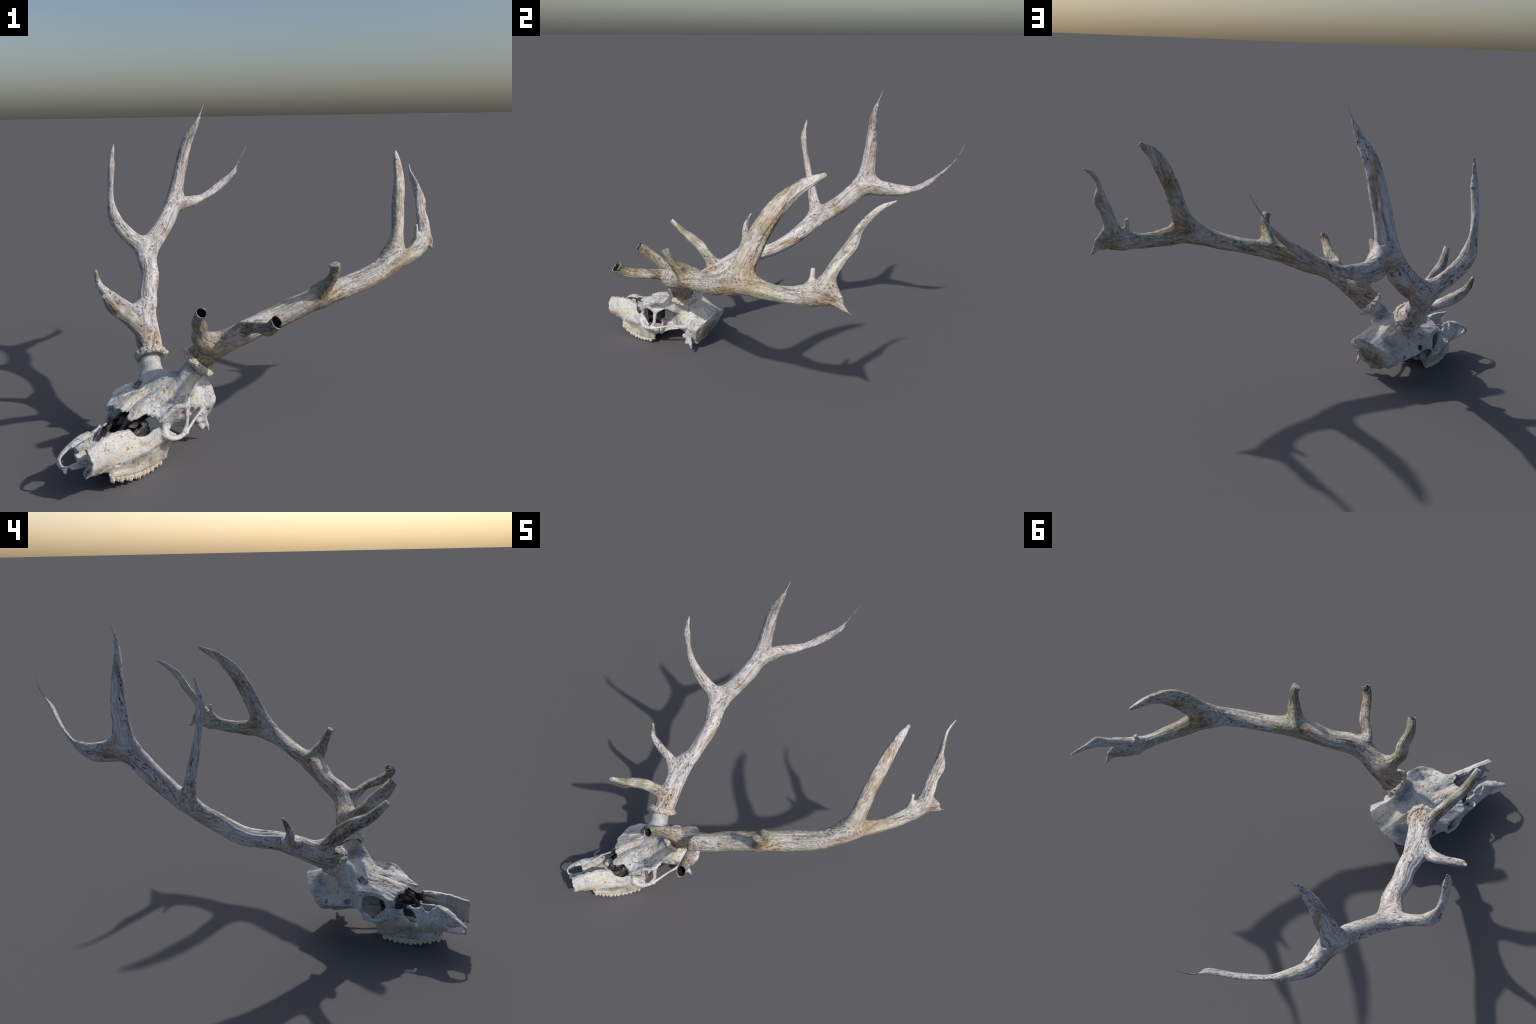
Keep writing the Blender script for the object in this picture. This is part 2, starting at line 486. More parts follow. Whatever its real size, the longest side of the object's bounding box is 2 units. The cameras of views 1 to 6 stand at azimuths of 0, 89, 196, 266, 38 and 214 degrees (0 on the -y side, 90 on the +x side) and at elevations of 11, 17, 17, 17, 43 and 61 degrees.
# ------------------------------------------------------------------ antlers --
# spine rows: x, y, z, long radius, short radius, turn of the long axis (deg)
SPINES = {
    "right_beam": [(-.563, -.392, .375, .060, .056, 65), (-.623, -.149, .506, .0573, .0382, 38), (-.627, -.031, .534, .045, .0367, 153),
        (-.64, .046, .558, .0493, .036, 149), (-.641, .155, .624, .0437, .0418, 178), (-.671, .285, .729, .056, .0332, 27),
        (-.619, .393, .814, .0497, .0364, 46), (-.575, .481, .895, .051, .0384, 61), (-.547, .549, .992, .0478, .0280, 63),
        (-.511, .573, 1.154, .0377, .0309, 57), (-.467, .571, 1.299, .0287, .0205, 26), (-.414, .570, 1.394, .0158, .0080, 37),
        (-.388, .585, 1.455, .0040, .0030, 40)],
    "right_brow": [(-.588, -.295, .43, .0319, .0276, 170), (-.614, -.352, .49, .0339, .0283, 68), (-.646, -.401, .553, .0341, .0246, 82),
        (-.672, -.452, .596, .0323, .0226, 85), (-.699, -.516, .637, .0249, .0213, 55), (-.713, -.590, .711, .015, .010, 55)],
    "right_trez": [(-.613, -.198, .483, .0377, .0195, 22), (-.697, -.152, .538, .0304, .0209, 19), (-.775, -.146, .585, .0288, .0187, 118),
        (-.836, -.14, .645, .0171, .0154, 86), (-.861, -.109, .715, .0065, .005, 90)],
    "right_rear": [(-.669, .295, .737, .047, .029, 136), (-.771, .275, .827, .0387, .0222, 111), (-.83, .264, .915, .0315, .0209, 86),
        (-.842, .244, 1.005, .0205, .0119, 131), (-.837, .227, 1.096, .0162, .014, 34), (-.824, .214, 1.192, .0185, .0132, 129),
        (-.819, .219, 1.246, .0109, .0077, 129), (-.81, .233, 1.307, .0022, .002, 130)],
    "right_end": [(-.555, .536, .963, .0400, .0340, 133), (-.528, .615, .940, .0410, .0290, 121), (-.516, .686, .942, .0400, .0260, 107),
        (-.468, .745, .948, .0307, .0229, 72), (-.404, .802, .966, .0180, .0075, 47), (-.31, .867, 1.024, .0245, .0055, 43),
        (-.23, .914, 1.092, .0160, .0060, 25), (-.205, .948, 1.135, .0035, .003, 15)],
    "left_beam": [(-.349, -.498, .384, .0680, .0500, 86), (-.278, -.499, .443, .0568, .0441, 114), (-.119, -.519, .531, .0553, .0473, 157),
        (.022, -.456, .579, .0526, .0439, 34), (.162, -.407, .632, .0559, .0463, 7), (.306, -.332, .668, .0554, .0376, 34),
        (.451, -.258, .707, .0501, .0426, 44), (.557, -.167, .773, .0570, .0440, 110), (.591, -.109, .892, .0488, .0270, 123),
        (.6, -.064, .992, .0453, .0287, 129), (.617, .01, 1.107, .04, .0239, 117), (.625, .109, 1.195, .0264, .018, 113),
        (.634, .205, 1.246, .0090, .006, 113)],
    "left_brow": [(-.256, -.502, .456, .040, .034, 96), (-.325, -.575, .520, .0400, .0280, 88), (-.318, -.618, .569, .0343, .0253, 76),
        (-.323, -.673, .615, .0326, .0235, 110), (-.302, -.727, .669, .0235, .020, 110)],
    "left_bez": [(-.119, -.519, .531, .0307, .0192, 111), (-.137, -.579, .557, .0293, .0212, 127), (-.081, -.646, .582, .028, .0198, 165),
        (-.035, -.758, .607, .0275, .0226, 120), (-.003, -.799, .648, .0300, .0225, 92)],
    "left_trez": [(.198, -.395, .642, .0500, .0340, 35), (.220, -.438, .692, .0410, .0240, 35), (.247, -.478, .750, .0260, .0195, 20), (.255, -.498, .790, .0215, .0170, 160),
        (.250, -.512, .815, .0235, .0170, 144)],
    "left_end": [(.545, -.175, .765, .0500, .0430, 97), (.613, -.084, .753, .0470, .0380, 107), (.672, .000, .746, .0370, .0340, 100), (.713, .066, .752, .0370, .0290, 75),
        (.746, .129, .767, .0420, .0310, 78), (.778, .187, .804, .0400, .0300, 90), (.788, .222, .872, .0315, .0239, 36), (.783, .263, .937, .0297, .0170, 63),
        (.787, .302, .991, .0291, .0200, 53), (.768, .340, 1.059, .0215, .0120, 148), (.752, .410, 1.128, .0120, .0050, 120), (.759, .478, 1.164, .003, .0022, 120)],
    "left_spur": [(.752, .150, .766, .040, .030, 90), (.797, .213, .786, .052, .022, 90), (.826, .243, .770, .036, .013, 90), (.842, .262, .749, .014, .007, 90), (.852, .287, .727, .0035, .003, 90)],
    "left_lip": [(.236, -.455, .735, .008, .007, 0), (.212, -.418, .720, .010, .008, 0), (.176, -.365, .682, .008, .007, 0)],
    "right_web": [(-.541, .566, 1.040, .014, .012, 0), (-.527, .605, .992, .020, .014, 0), (-.510, .665, .952, .014, .012, 0)],
    "left_nub": [(.744, .142, .800, .014, .012, 0), (.739, .151, .842, .0105, .0095, 0), (.738, .154, .878, .0095, .008, 0)],
}
CUT = {"left_brow", "left_bez", "left_trez", "left_nub", "right_brow"}
WHIPS = {  # hair-thin drawn-out points: centre and radius
    "right_beam": [(-.392, .582, 1.446, .0035), (-.380, .592, 1.478, .0022), (-.368, .601, 1.509, .0006)],
    "right_end": [(-.207, .945, 1.130, .0032), (-.188, .971, 1.171, .0018), (-.163, .988, 1.215, .0016), (-.141, .996, 1.257, .0006)],
    "left_spur": [(.847, .276, .734, .0042), (.855, .292, .726, .002), (.863, .303, .721, .0006)],
}
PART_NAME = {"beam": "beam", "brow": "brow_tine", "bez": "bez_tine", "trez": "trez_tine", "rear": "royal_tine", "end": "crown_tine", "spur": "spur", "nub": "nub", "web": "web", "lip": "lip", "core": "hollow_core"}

def antler_field(tubes, carves, X):
    fs = []
    x, y, z = X[:, 0], X[:, 1], X[:, 2]
    for nm, tb, k in tubes:
        f, s, cx, cy = tb.field(X, True)
        band = np.abs(f) < .009
        g = np.zeros(len(X), np.float32)
        if band.any():
            r = np.interp(s[band], tb.s, tb.r)
            amp = np.clip(r / .035, .12, 1)
            b = slice(None)
            xb, yb, zb = x[band], y[band], z[band]
            groove = noise3(cx[band] * 6 + 3, cy[band] * 6, s[band] * 3, 3) + .6 * noise3(cx[band] * 12, cy[band] * 12 + 7, s[band] * 5, 5)
            pearl = fbm(xb * 75, yb * 75, zb * 75, 2, 9)
            lump = fbm(xb * 17, yb * 17, zb * 17, 2, 21)
            g[band] = amp * (.0022 * groove + .0008 * pearl + .0015 * lump)
        fs.append(f + g - .0006)
    F = np.stack(fs, 1)
    lab = F.argmin(1)
    f = fs[0]
    for i in range(1, len(fs)):
        f = smin(f, fs[i], tubes[i][2])
    for cb in carves:
        c = -cb.field(X)
        lab = np.where(c > f - .0015, len(fs), lab)
        f = smax(f, c, .003)
    return f, lab

def build_antler(side, carves):
    tubes = [(n, Tube(r, cut=n in CUT, start_cut=n.endswith("beam")), {"brow": .045, "bez": .035, "trez": .04, "rear": .045, "end": .048, "spur": .04, "nub": .02, "web": .048, "lip": .02}.get(n.split("_")[1], .045))
             for n, r in SPINES.items() if n.startswith(side)]
    h, nb = VOX_ANTLER, 14
    net = Nets((-1, -1, 0), h)
    blocks = set()
    for n, tb, k in tubes:
        for c, r in zip(tb.C, tb.r):
            m = r + .012
            lo = np.floor((c - m - net.o) / (h * nb)).astype(int); hi = np.floor((c + m - net.o) / (h * nb)).astype(int)
            for i in range(lo[0], hi[0] + 1):
                for j in range(lo[1], hi[1] + 1):
                    for q in range(lo[2], hi[2] + 1):
                        blocks.add((i, j, q))
    g = np.arange(nb + 1)
    G = np.stack(np.meshgrid(g, g, g, indexing="ij"), -1).reshape(-1, 3)
    half = h * nb * .5 * 3 ** .5
    for blk in sorted(blocks):
        base = np.array(blk) * nb
        X = (net.o + (base + G) * h).astype(np.float32)
        mid = net.o + (base + nb / 2) * h
        use = [t for t in tubes if (np.linalg.norm(t[1].C - mid, axis=1) - t[1].r).min() < half + .05]
        if not use:
            continue
        cv = [c for c in carves if (np.linalg.norm(c.C - mid, axis=1) - c.r).min() < half + .02]
        probe = min(float(t[1].field(mid[None, :].astype(np.float32))[0]) for t in use)
        if probe > half + .02:
            continue
        ids = np.array([tubes.index(t) for t in use] + [len(tubes)])
        f, lab = antler_field(use, cv, X)
        net.add(tuple(base), f.reshape(nb + 1, nb + 1, nb + 1), ids[lab].reshape(nb + 1, nb + 1, nb + 1))
    P, Q, L = net.finish()
    P, Q, L = drop_islands(P, Q, L, 200)
    order = [t[0] for t in tubes]
    for n, home in ((side + "_web", side + "_beam"), (side + "_lip", side + "_trez")):  # webs belong to the horn they join
        if n in order:
            L[L == order.index(n)] = order.index(home)
    P = relax(P, Q, 1, .4)
    return P, Q, L, [t[0] for t in tubes]

def cone_mesh(name, pts, sides=8):
    C = spline([p[:3] for p in pts], 6); r = np.interp(np.linspace(0, len(pts) - 1, len(C)), np.arange(len(pts)), [p[3] for p in pts])
    T = np.gradient(C, axis=0); T /= np.linalg.norm(T, axis=1)[:, None]
    e1 = np.cross(T, (.3, .9, .1)); e1 /= np.linalg.norm(e1, axis=1)[:, None]; e2 = np.cross(T, e1)
    a = np.arange(sides) * 2 * np.pi / sides
    V = (C[:, None] + r[:, None, None] * (np.cos(a)[None, :, None] * e1[:, None] + np.sin(a)[None, :, None] * e2[:, None])).reshape(-1, 3)
    Q = [(i * sides + j, i * sides + (j + 1) % sides, (i + 1) * sides + (j + 1) % sides, (i + 1) * sides + j) for i in range(len(C) - 1) for j in range(sides)]
    return mesh_from(name, V, np.array(Q))

def burr_mesh(centre, axis, radius, seed, squash=1.0):
    """Knobbly coronet: pearls of uneven size crowded on a ring."""
    rng = np.random.default_rng(seed)
    n = Vector(axis).normalized(); u = n.orthogonal().normalized(); v = n.cross(u)
    c, n, u, v = np.array(centre), np.array(n), np.array(u), np.array(v)
    pearls = []
    for i in range(30):
        a = (i + rng.uniform(-.45, .45)) * 2 * math.pi / 30
        rr = radius * rng.uniform(.93, 1.04)
        pearls.append((c + rr * (math.cos(a) * u + math.sin(a) * v) + n * rng.uniform(-.006, .006), rng.uniform(.0070, .0120)))
        if rng.random() < .55:
            a += .1
            pearls.append((c + (rr - .004) * (math.cos(a) * u + math.sin(a) * v) + n * rng.uniform(-.004, .016), rng.uniform(.004, .008)))
    h = .0021
    lo = c - radius - .025; m = int((2 * radius + .05) / h)
    g = np.arange(m + 1)
    G = np.stack(np.meshgrid(g, g, g, indexing="ij"), -1).reshape(-1, 3)
    X = lo + G * h
    d = X - c
    hgt = d @ n; rad = np.linalg.norm(d - hgt[:, None] * n, axis=1)
    f = np.hypot(rad - radius * .90, hgt * .75) - .0125
    near = np.nonzero(f < .02)[0]
    fn, Xn = f[near], X[near]
    for p, r in pearls:
        fn = smin(fn, np.linalg.norm(Xn - p, axis=1) - r, .0022)
    fn = fn + .0020 * fbm(Xn[:, 0] * 110, Xn[:, 1] * 110, Xn[:, 2] * 110, 2, seed)
    f[near] = fn
    net = Nets(lo, h); net.add((0, 0, 0), f.reshape(m + 1, m + 1, m + 1))
    P, Q, L = net.finish()
    P, Q, L = drop_islands(P, Q, L, 100)
    return mesh_from("burr", P, Q)

root = bpy.data.objects.new("deer_skull", None)
bpy.context.scene.collection.objects.link(root)
root["label"] = "weathered stag skull with long broken branching antlers"
root["category"] = "deer skull"

BONE = bone_material()
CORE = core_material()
BURR_BONE = burr_material()
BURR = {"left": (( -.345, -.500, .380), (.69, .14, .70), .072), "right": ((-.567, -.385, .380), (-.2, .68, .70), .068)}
TONES = {
    "left": dict(main=((.13, .11, .095), (.33, .305, .275), (.52, .50, .475), (.67, .655, .635)), brown=.53, green=.42, speck=.7,
                 olive=((.055, .048, .032), (.175, .155, .11), (.31, .28, .215), (.50, .47, .40)),
                 olive_at=[((-.31, -.68, .62), .11), ((-.325, -.58, .53), .08), ((-.03, -.76, .61), .11), ((-.10, -.62, .565), .08), ((.252, -.49, .77), .09)],
                 brown_at=[((-.30, -.50, .42), .19), ((.24, -.44, .68), .12), ((.03, -.46, .54), .10), ((.60, -.08, .80), .17), ((.62, .02, 1.02), .15), ((.80, .22, .76), .09)],
                 green_at=[((.22, -.39, .715), .11), ((.68, .01, .72), .12), ((.62, -.02, .95), .07)]),
    "right": dict(main=((.15, .125, .115), (.36, .33, .315), (.57, .55, .56), (.69, .68, .71)), brown=.575, green=.2, speck=.95,
                  olive=((.06, .055, .035), (.20, .18, .13), (.33, .305, .235), (.52, .49, .42)),
                  olive_at=[((-.70, -.53, .66), .09), ((-.665, -.44, .59), .08), ((-.635, -.38, .53), .07), ((-.85, -.12, .69), .05)],
                  brown_at=[((-.58, -.34, .43), .11), ((-.55, .60, .93), .10), ((-.60, .42, .80), .08)], green_at=[((-.47, .75, .94), .07)]),
}
RUNS = {
    "left_beam": [((.9, .33, .36), None, None), ((.05, .32, .50), (.585, -.13, .84), (0, .2, 1))],
    "left_end": [((.18, .31, -.02), None, None), ((0, .30, .40), (.775, .19, .82), (0, .5, .8))],
    "right_beam": [((-.08, .55, .25), None, None), ((.124, .264, .26), (-.66, .25, .70), (.2, .6, .5)), ((.13, .05, .5), (-.545, .55, 1.0), (0, 0, 1))],
    "right_end": [((.15, .27, .0), None, None), ((.3, .22, .3), (-.40, .80, .97), (.5, .4, .4))],
    "right_rear": [((-.16, -.03, .18), None, None), ((.02, -.03, .4), (-.83, .26, .93), (0, 0, 1))],
}

def antler_materials(side, names):
    out = {}
    for i, nm in enumerate(names):
        rows = SPINES[nm]
        d = np.array(rows[-1][:3]) - np.array(rows[0][:3])
        out[i] = antler_material("antler_" + PART_NAME[nm.split("_")[1]], RUNS.get(nm, [(d, None, None)]), TONES[side])
    return out

for side in ("left", "right"):
    carves = []
    if side == "left":
        for n in ("left_brow", "left_bez"):
            R = SPINES[n]
            a, b = np.array(R[-2][:3]), np.array(R[-1][:3]); t = (b - a) / np.linalg.norm(b - a)
            carves.append(Tube([(*(b - t * .045), .010, .010, 0), (*(b - t * .016), .84 * R[-1][3], .82 * R[-1][4], R[-1][5]), (*(b + t * .02), .88 * R[-1][3], .86 * R[-1][4], R[-1][5])]))
    else:
        carves.append(Tube([(-.530, .605, 1.02, .010, .010, 0), (-.512, .625, 1.10, .026, .022, 0), (-.490, .622, 1.20, .026, .022, 0),
                            (-.462, .608, 1.30, .019, .016, 0), (-.425, .592, 1.38, .010, .009, 0)]))
    P, Q, L, names = build_antler(side, carves)
    face = np.sort(L[Q], axis=1)[:, 1]
    mats = antler_materials(side, names)
    parent_of = lambda lab, made: root if lab == 0 else made[0]
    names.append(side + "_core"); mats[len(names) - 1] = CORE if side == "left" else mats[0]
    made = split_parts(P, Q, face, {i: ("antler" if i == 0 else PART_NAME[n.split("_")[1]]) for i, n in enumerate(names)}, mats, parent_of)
    for nm, pts in WHIPS.items():
        if nm.startswith(side):
            put("tine_point", cone_mesh("tine_point", pts), made[0], mats[names.index(nm)])
    c, ax, r = BURR[side]
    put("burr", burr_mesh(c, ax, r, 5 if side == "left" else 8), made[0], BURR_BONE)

# -------------------------------------------------------------------- skull --
# Own frame of the skull: x to the animal's left, y to its nose, z up.
EX = np.array([.8553, -.5182, 0.]); EY = np.array([-.5182, -.8553, 0.])
SKULL_AT = EX * -.155 + EY * .80

def to_world(P):
    P = np.asarray(P, float)
    return SKULL_AT + P[..., :1] * EX + P[..., 1:2] * EY + P[..., 2:] * np.array([0, 0, 1.])

class Volume:
    def __init__(self, lo, hi, h):
        self.lo, self.h = np.array(lo, float), h
        self.n = np.ceil((np.array(hi) - lo) / h).astype(int) + 1
        self.ax = [self.lo[i] + np.arange(self.n[i]) * h for i in range(3)]
        self.F = np.full(self.n, .05, np.float32); self.L = np.zeros(self.n, np.int8)
    def cut(self, lo, hi):
        s = []
        for i in range(3):
            a = max(0, int(math.floor((lo[i] - self.lo[i]) / self.h))); b = min(self.n[i], int(math.ceil((hi[i] - self.lo[i]) / self.h)) + 1)
            s.append(slice(a, max(a, b)))
        return tuple(s), [self.ax[i][s[i]] for i in range(3)]
    def join(self, s, f, k, lab):
        old = self.F[s]
        self.L[s] = np.where(f < old, np.int8(lab), self.L[s])
        self.F[s] = smin(old, f.astype(np.float32), k)
    def carve(self, s, f, k):
        self.F[s] = smax(self.F[s], -f.astype(np.float32), k)

    def loft(self, sections, lab, thick=None, k=.012, sides=(1, -1), ymin=None, ymax=None, ztop=None, carve=False, wob=0.0, zrag=.006, seed=0, step=18):
        """sections: {y: [(x, z), ...]} a half outline. thick: sheet half-thickness, or None for a
        solid that is closed through the middle plane. ymin/ymax: limits as functions of (x, z)."""
        ys = sorted(sections)
        def even(p):
            p = np.array(p, float); d = np.concatenate([[0], np.cumsum(np.linalg.norm(np.diff(p, axis=0), axis=1))])
            t = np.linspace(0, d[-1], step)
            c = spline(p, 10); dc = np.concatenate([[0], np.cumsum(np.linalg.norm(np.diff(c, axis=0), axis=1))])
            return np.stack([np.interp(np.linspace(0, dc[-1], step), dc, c[:, i]) for i in (0, 1)], 1)
        tab = np.stack([even(sections[y]) for y in ys])
        dense = spline(np.concatenate([tab.reshape(len(ys), -1), np.array(ys)[:, None]], 1), 10)
        yy = dense[:, -1]; poly = dense[:, :-1].reshape(len(dense), step, 2)
        m = .03
        zmin, zmax, xmax = tab[..., 1].min() - m, tab[..., 1].max() + m, tab[..., 0].max() + m
        for side in ((0,) if set(sides) == {1, -1} else sides):
            xl, xh = (-xmax, xmax) if side == 0 else ((-.02, xmax) if side > 0 else (-xmax, .02))
            s, (x, y, z) = self.cut((xl, ys[0] - m, zmin), (xh, ys[-1] + m, zmax))
            X = (np.abs(x) if side == 0 else x * side)[:, None].astype(np.float32); Z = z[None, :].astype(np.float32)
            out = np.empty((len(x), len(y), len(z)), np.float32)
            for j, yv in enumerate(y):
                yc = min(max(yv, ys[0]), ys[-1])
                p = np.stack([[np.interp(yc, yy, poly[:, q, c]) for c in (0, 1)] for q in range(step)])
                d = np.full((len(x), len(z)), 1e9, np.float32)
                inside = np.zeros((len(x), len(z)), bool)
                for q in range(step - 1):
                    a, b = p[q], p[q + 1]; e = b - a
                    wx, wz = X - a[0], Z - a[1]
                    t = np.clip((wx * e[0] + wz * e[1]) / max(e @ e, 1e-12), 0, 1)
                    d = np.minimum(d, (wx - t * e[0]) ** 2 + (wz - t * e[1]) ** 2)
                    if thick is None:
                        c = (a[1] > Z) != (b[1] > Z)
                        if abs(e[1]) > 1e-9:
                            inside ^= c & (X < e[0] * (Z - a[1]) / e[1] + a[0])
                d = np.sqrt(d)
                f = np.where(inside, -d, d) if thick is None else d - thick
                out[:, j, :] = f if yv == yc else np.maximum(f, abs(yv - yc))
            Y3 = y[None, :, None]; X3 = x[:, None, None] * (side if side else 1); Z3 = z[None, None, :]
            if ztop is not None:
                rag = fbm(y * 45 + seed, y * 0 + side, y * 0, 3, seed + 50)
                out = np.maximum(out, (Z3 - (ztop(Y3) + zrag * rag[None, :, None])).astype(np.float32))
            if ymax is not None or ymin is not None:
                w = wob * fbm(x[:, None, None] * 55, y[None, :, None] * 20, z[None, None, :] * 55, 3, seed) if wob else 0
                if ymax is not None:
                    out = np.maximum(out, (Y3 - ymax(X3, Z3) + w).astype(np.float32))
                if ymin is not None:
                    out = np.maximum(out, (ymin(X3, Z3) - Y3 + w).astype(np.float32))
            if carve:
                self.carve(s, out, k)
            else:
                self.join(s, out, k, lab)

    def tube(self, rows, lab, k=.012, sides=(1,), carve=False, cut=False):
        for side in sides:
            R = [((r[0] * side,) + tuple(r[1:])) for r in rows]
            R = [tuple(r) + ((r[3], 0) if len(r) == 4 else ()) for r in R]
            tb = Tube(R, cut=cut)
            m = tb.r.max() + .025
            s, (x, y, z) = self.cut(tb.C.min(0) - m, tb.C.max(0) + m)
            G = np.stack(np.meshgrid(x, y, z, indexing="ij"), -1).reshape(-1, 3)
            f = tb.field(G).reshape(len(x), len(y), len(z))
            self.carve(s, f, k) if carve else self.join(s, f, k, lab)

    def blob(self, c, r, lab, k=.012, sides=(1,), carve=False, tilt=None):
        for side in sides:
            cc = np.array([c[0] * side, c[1], c[2]]); m = max(r) + .02
            s, (x, y, z) = self.cut(cc - m, cc + m)
            X, Y, Z = x[:, None, None] - cc[0], y[None, :, None] - cc[1], z[None, None, :] - cc[2]
            if tilt:  # turn in the y-z plane, then in the x-y plane
                a = math.radians(tilt[0]); Y, Z = Y * math.cos(a) + Z * math.sin(a), -Y * math.sin(a) + Z * math.cos(a)
                a = math.radians(tilt[1] * side); X, Y = X * math.cos(a) + Y * math.sin(a), -X * math.sin(a) + Y * math.cos(a)
            k0 = np.sqrt((X / r[0]) ** 2 + (Y / r[1]) ** 2 + (Z / r[2]) ** 2); k1 = np.sqrt((X / r[0] ** 2) ** 2 + (Y / r[1] ** 2) ** 2 + (Z / r[2] ** 2) ** 2)
            f = k0 * (k0 - 1) / np.maximum(k1, 1e-6)
            self.carve(s, f, k) if carve else self.join(s, f, k, lab)

CRANIUM, FRONTAL, PEDICLE, MAXILLA, ZYGOMA, PREMAX, PALATE, TURBINATE = range(8)
V = Volume((-.225, -.43, -.005), (.225, .475, .435), VOX_SKULL)

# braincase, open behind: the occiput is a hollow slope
V.loft({-.42: [(0, .234), (.040, .230), (.09, .205), (.128, .172), (.125, .130), (.08, .06), (0, .045)],
        -.30: [(0, .269), (.042, .266), (.095, .225), (.138, .176), (.130, .140), (.085, .060), (0, .050)],
        -.22: [(0, .313), (.050, .306), (.094, .240), (.126, .182), (.120, .150), (.075, .085), (0, .075)],
        -.14: [(0, .336), (.070, .322), (.095, .250), (.098, .190), (.085, .140), (.050, .105), (0, .100)],
        -.06: [(0, .312), (.060, .296), (.052, .240), (.042, .190), (.036, .145), (.030, .115), (0, .110)],
        .0: [(0, .275), (.050, .265), (.030, .235), (.022, .190), (.022, .145), (.022, .118), (0, .112)],
        .05: [(0, .270), (.050, .258), (.026, .230), (.020, .190), (.020, .145), (.022, .120), (0, .115)]},
       CRANIUM, k=.01, ymin=lambda x, z: -.360 + (.57 - .5 * x) * (.253 - z) + 1.1 * x * x, wob=.003)
# condyles, paracondylar processes, ear region
V.blob((-.085, -.215, .050), (.060, .075, .042), CRANIUM, k=.012, carve=True)
V.blob((.036, -.222, .075), (.022, .028, .034), CRANIUM, k=.015)
V.tube([(.040, -.215, .085, .018), (.043, -.228, .060, .012), (.043, -.231, .043, .004)], CRANIUM, k=.02)
V.tube([(.112, -.225, .135, .022), (.118, -.228, .100, .015), (.124, -.243, .066, .009), (.127, -.249, .042, .004)], CRANIUM, k=.012)
V.tube([(.112, -.235, .135, .022), (.122, -.250, .135, .014), (.132, -.262, .150, .008)], CRANIUM, k=.012, sides=(-1,))
V.blob((.112, -.195, .108), (.014, .016, .013), CRANIUM, k=.016)
V.blob((.098, -.205, .088), (.012, .013, .012), CRANIUM, k=.016)
V.blob((.117, -.212, .072), (.010, .011, .012), CRANIUM, k=.016)
V.blob((.126, -.205, .138), (.010, .007, .006), CRANIUM, k=.004, sides=(1, -1), carve=True)
V.blob((.124, -.250, .140), (.010, .008, .008), CRANIUM, k=.004, sides=(1, -1), carve=True)
V.blob((.100, -.160, .165), (.012, .010, .022), CRANIUM, k=.006, sides=(1, -1), carve=True)
V.blob((.085, -.120, .150), (.016, .012, .028), CRANIUM, k=.008, sides=(1, -1), carve=True, tilt=(25, 0))

# forehead: a broad plate, broken off in front
FRONT_X = [-.15, -.12, -.09, -.07, -.05, -.02, .0, .012, .024, .05, .064, .074, .085, .12, .15]
FRONT_Y = [.112, .118, .128, .142, .150, .146, .140, .148, .172, .182, .168, .135, .124, .105, .095]
V.loft({-.13: [(0, .334), (.05, .328), (.09, .312), (.125, .285)],
        -.09: [(0, .328), (.05, .320), (.09, .307), (.145, .274)],
        -.05: [(0, .306), (.05, .297), (.09, .288), (.14, .270), (.17, .254)],
        -.02: [(0, .283), (.045, .286), (.09, .272), (.140, .266), (.176, .252)],
        .03: [(0, .276), (.045, .283), (.09, .262), (.135, .264), (.164, .262)],
        .06: [(0, .271), (.043, .281), (.085, .264), (.125, .254), (.155, .248)],
        .09: [(0, .263), (.045, .272), (.085, .259), (.12, .246), (.145, .234)],
        .12: [(0, .257), (.04, .267), (.08, .255), (.115, .242), (.138, .224)],
        .20: [(0, .236), (.035, .234), (.06, .228), (.08, .218)]},
       FRONTAL, thick=.0055, k=.012, ymax=lambda x, z: np.interp(x, FRONT_X, FRONT_Y), wob=.006, seed=4)
# brow edge thickened towards the orbit
V.tube([(.150, -.06, .272, .010), (.170, -.025, .262, .010), (.168, .03, .268, .008), (.150, .08, .240, .008), (.140, .11, .226, .006)], FRONTAL, k=.014, sides=(1, -1))
V.tube([(.002, .12, .266, .004), (-.006, .08, .274, .003), (.003, .03, .283, .0035), (-.002, -.02, .291, .003)], FRONTAL, k=.004, carve=True)
# pedicles that carry the antlers
for side, end in ((1, (.116, -.196, .384)), (-1, (-.137, -.188, .386))):
    V.tube([(.092 * side, -.112, .272, .054, .050, 90), (.100 * side, -.138, .318, .052, .048, 90), (end[0] * .95, end[1] + .02, end[2] - .030, .048), (*end, .047)],
           PEDICLE, k=.028, cut=True)

# ring of the orbit: bar behind, cheek below, tear bone in front
V.tube([(.168, -.035, .265, .016, .010, 0), (.177, -.030, .225, .011, .007, 0), (.180, -.024, .180, .010, .007, 0), (.180, -.004, .148, .011, .008, 0)], ZYGOMA, k=.016)
V.tube([(.168, -.035, .265, .016, .010, 0), (.180, -.032, .225, .009, .005, 0), (.186, -.024, .180, .007, .005, 0), (.188, .000, .146, .009, .006, 0)], ZYGOMA, k=.014, sides=(-1,))
V.tube([(.180, -.012, .145, .010, .010, 0), (.181, .025, .138, .012, .009, 0), (.168, .065, .143, .013, .010, 0), (.148, .095, .165, .016, .012, 0)], ZYGOMA, k=.014, sides=(1, -1))
V.tube([(.146, .090, .170, .012), (.146, .090, .200, .008), (.142, .078, .232, .010)], ZYGOMA, k=.012, sides=(1, -1))
V.tube([(.180, -.010, .140, .010, .007, 0), (.172, -.055, .152, .0075, .006, 0), (.163, -.110, .168, .006, .0055, 0), (.152, -.165, .176, .009, .007, 0), (.125, -.205, .170, .016, .012, 0)],
       ZYGOMA, k=.014)
V.tube([(.130, -.200, .170, .014), (.145, -.185, .172, .008), (.153, -.170, .174, .004)], ZYGOMA, k=.012, sides=(-1,))

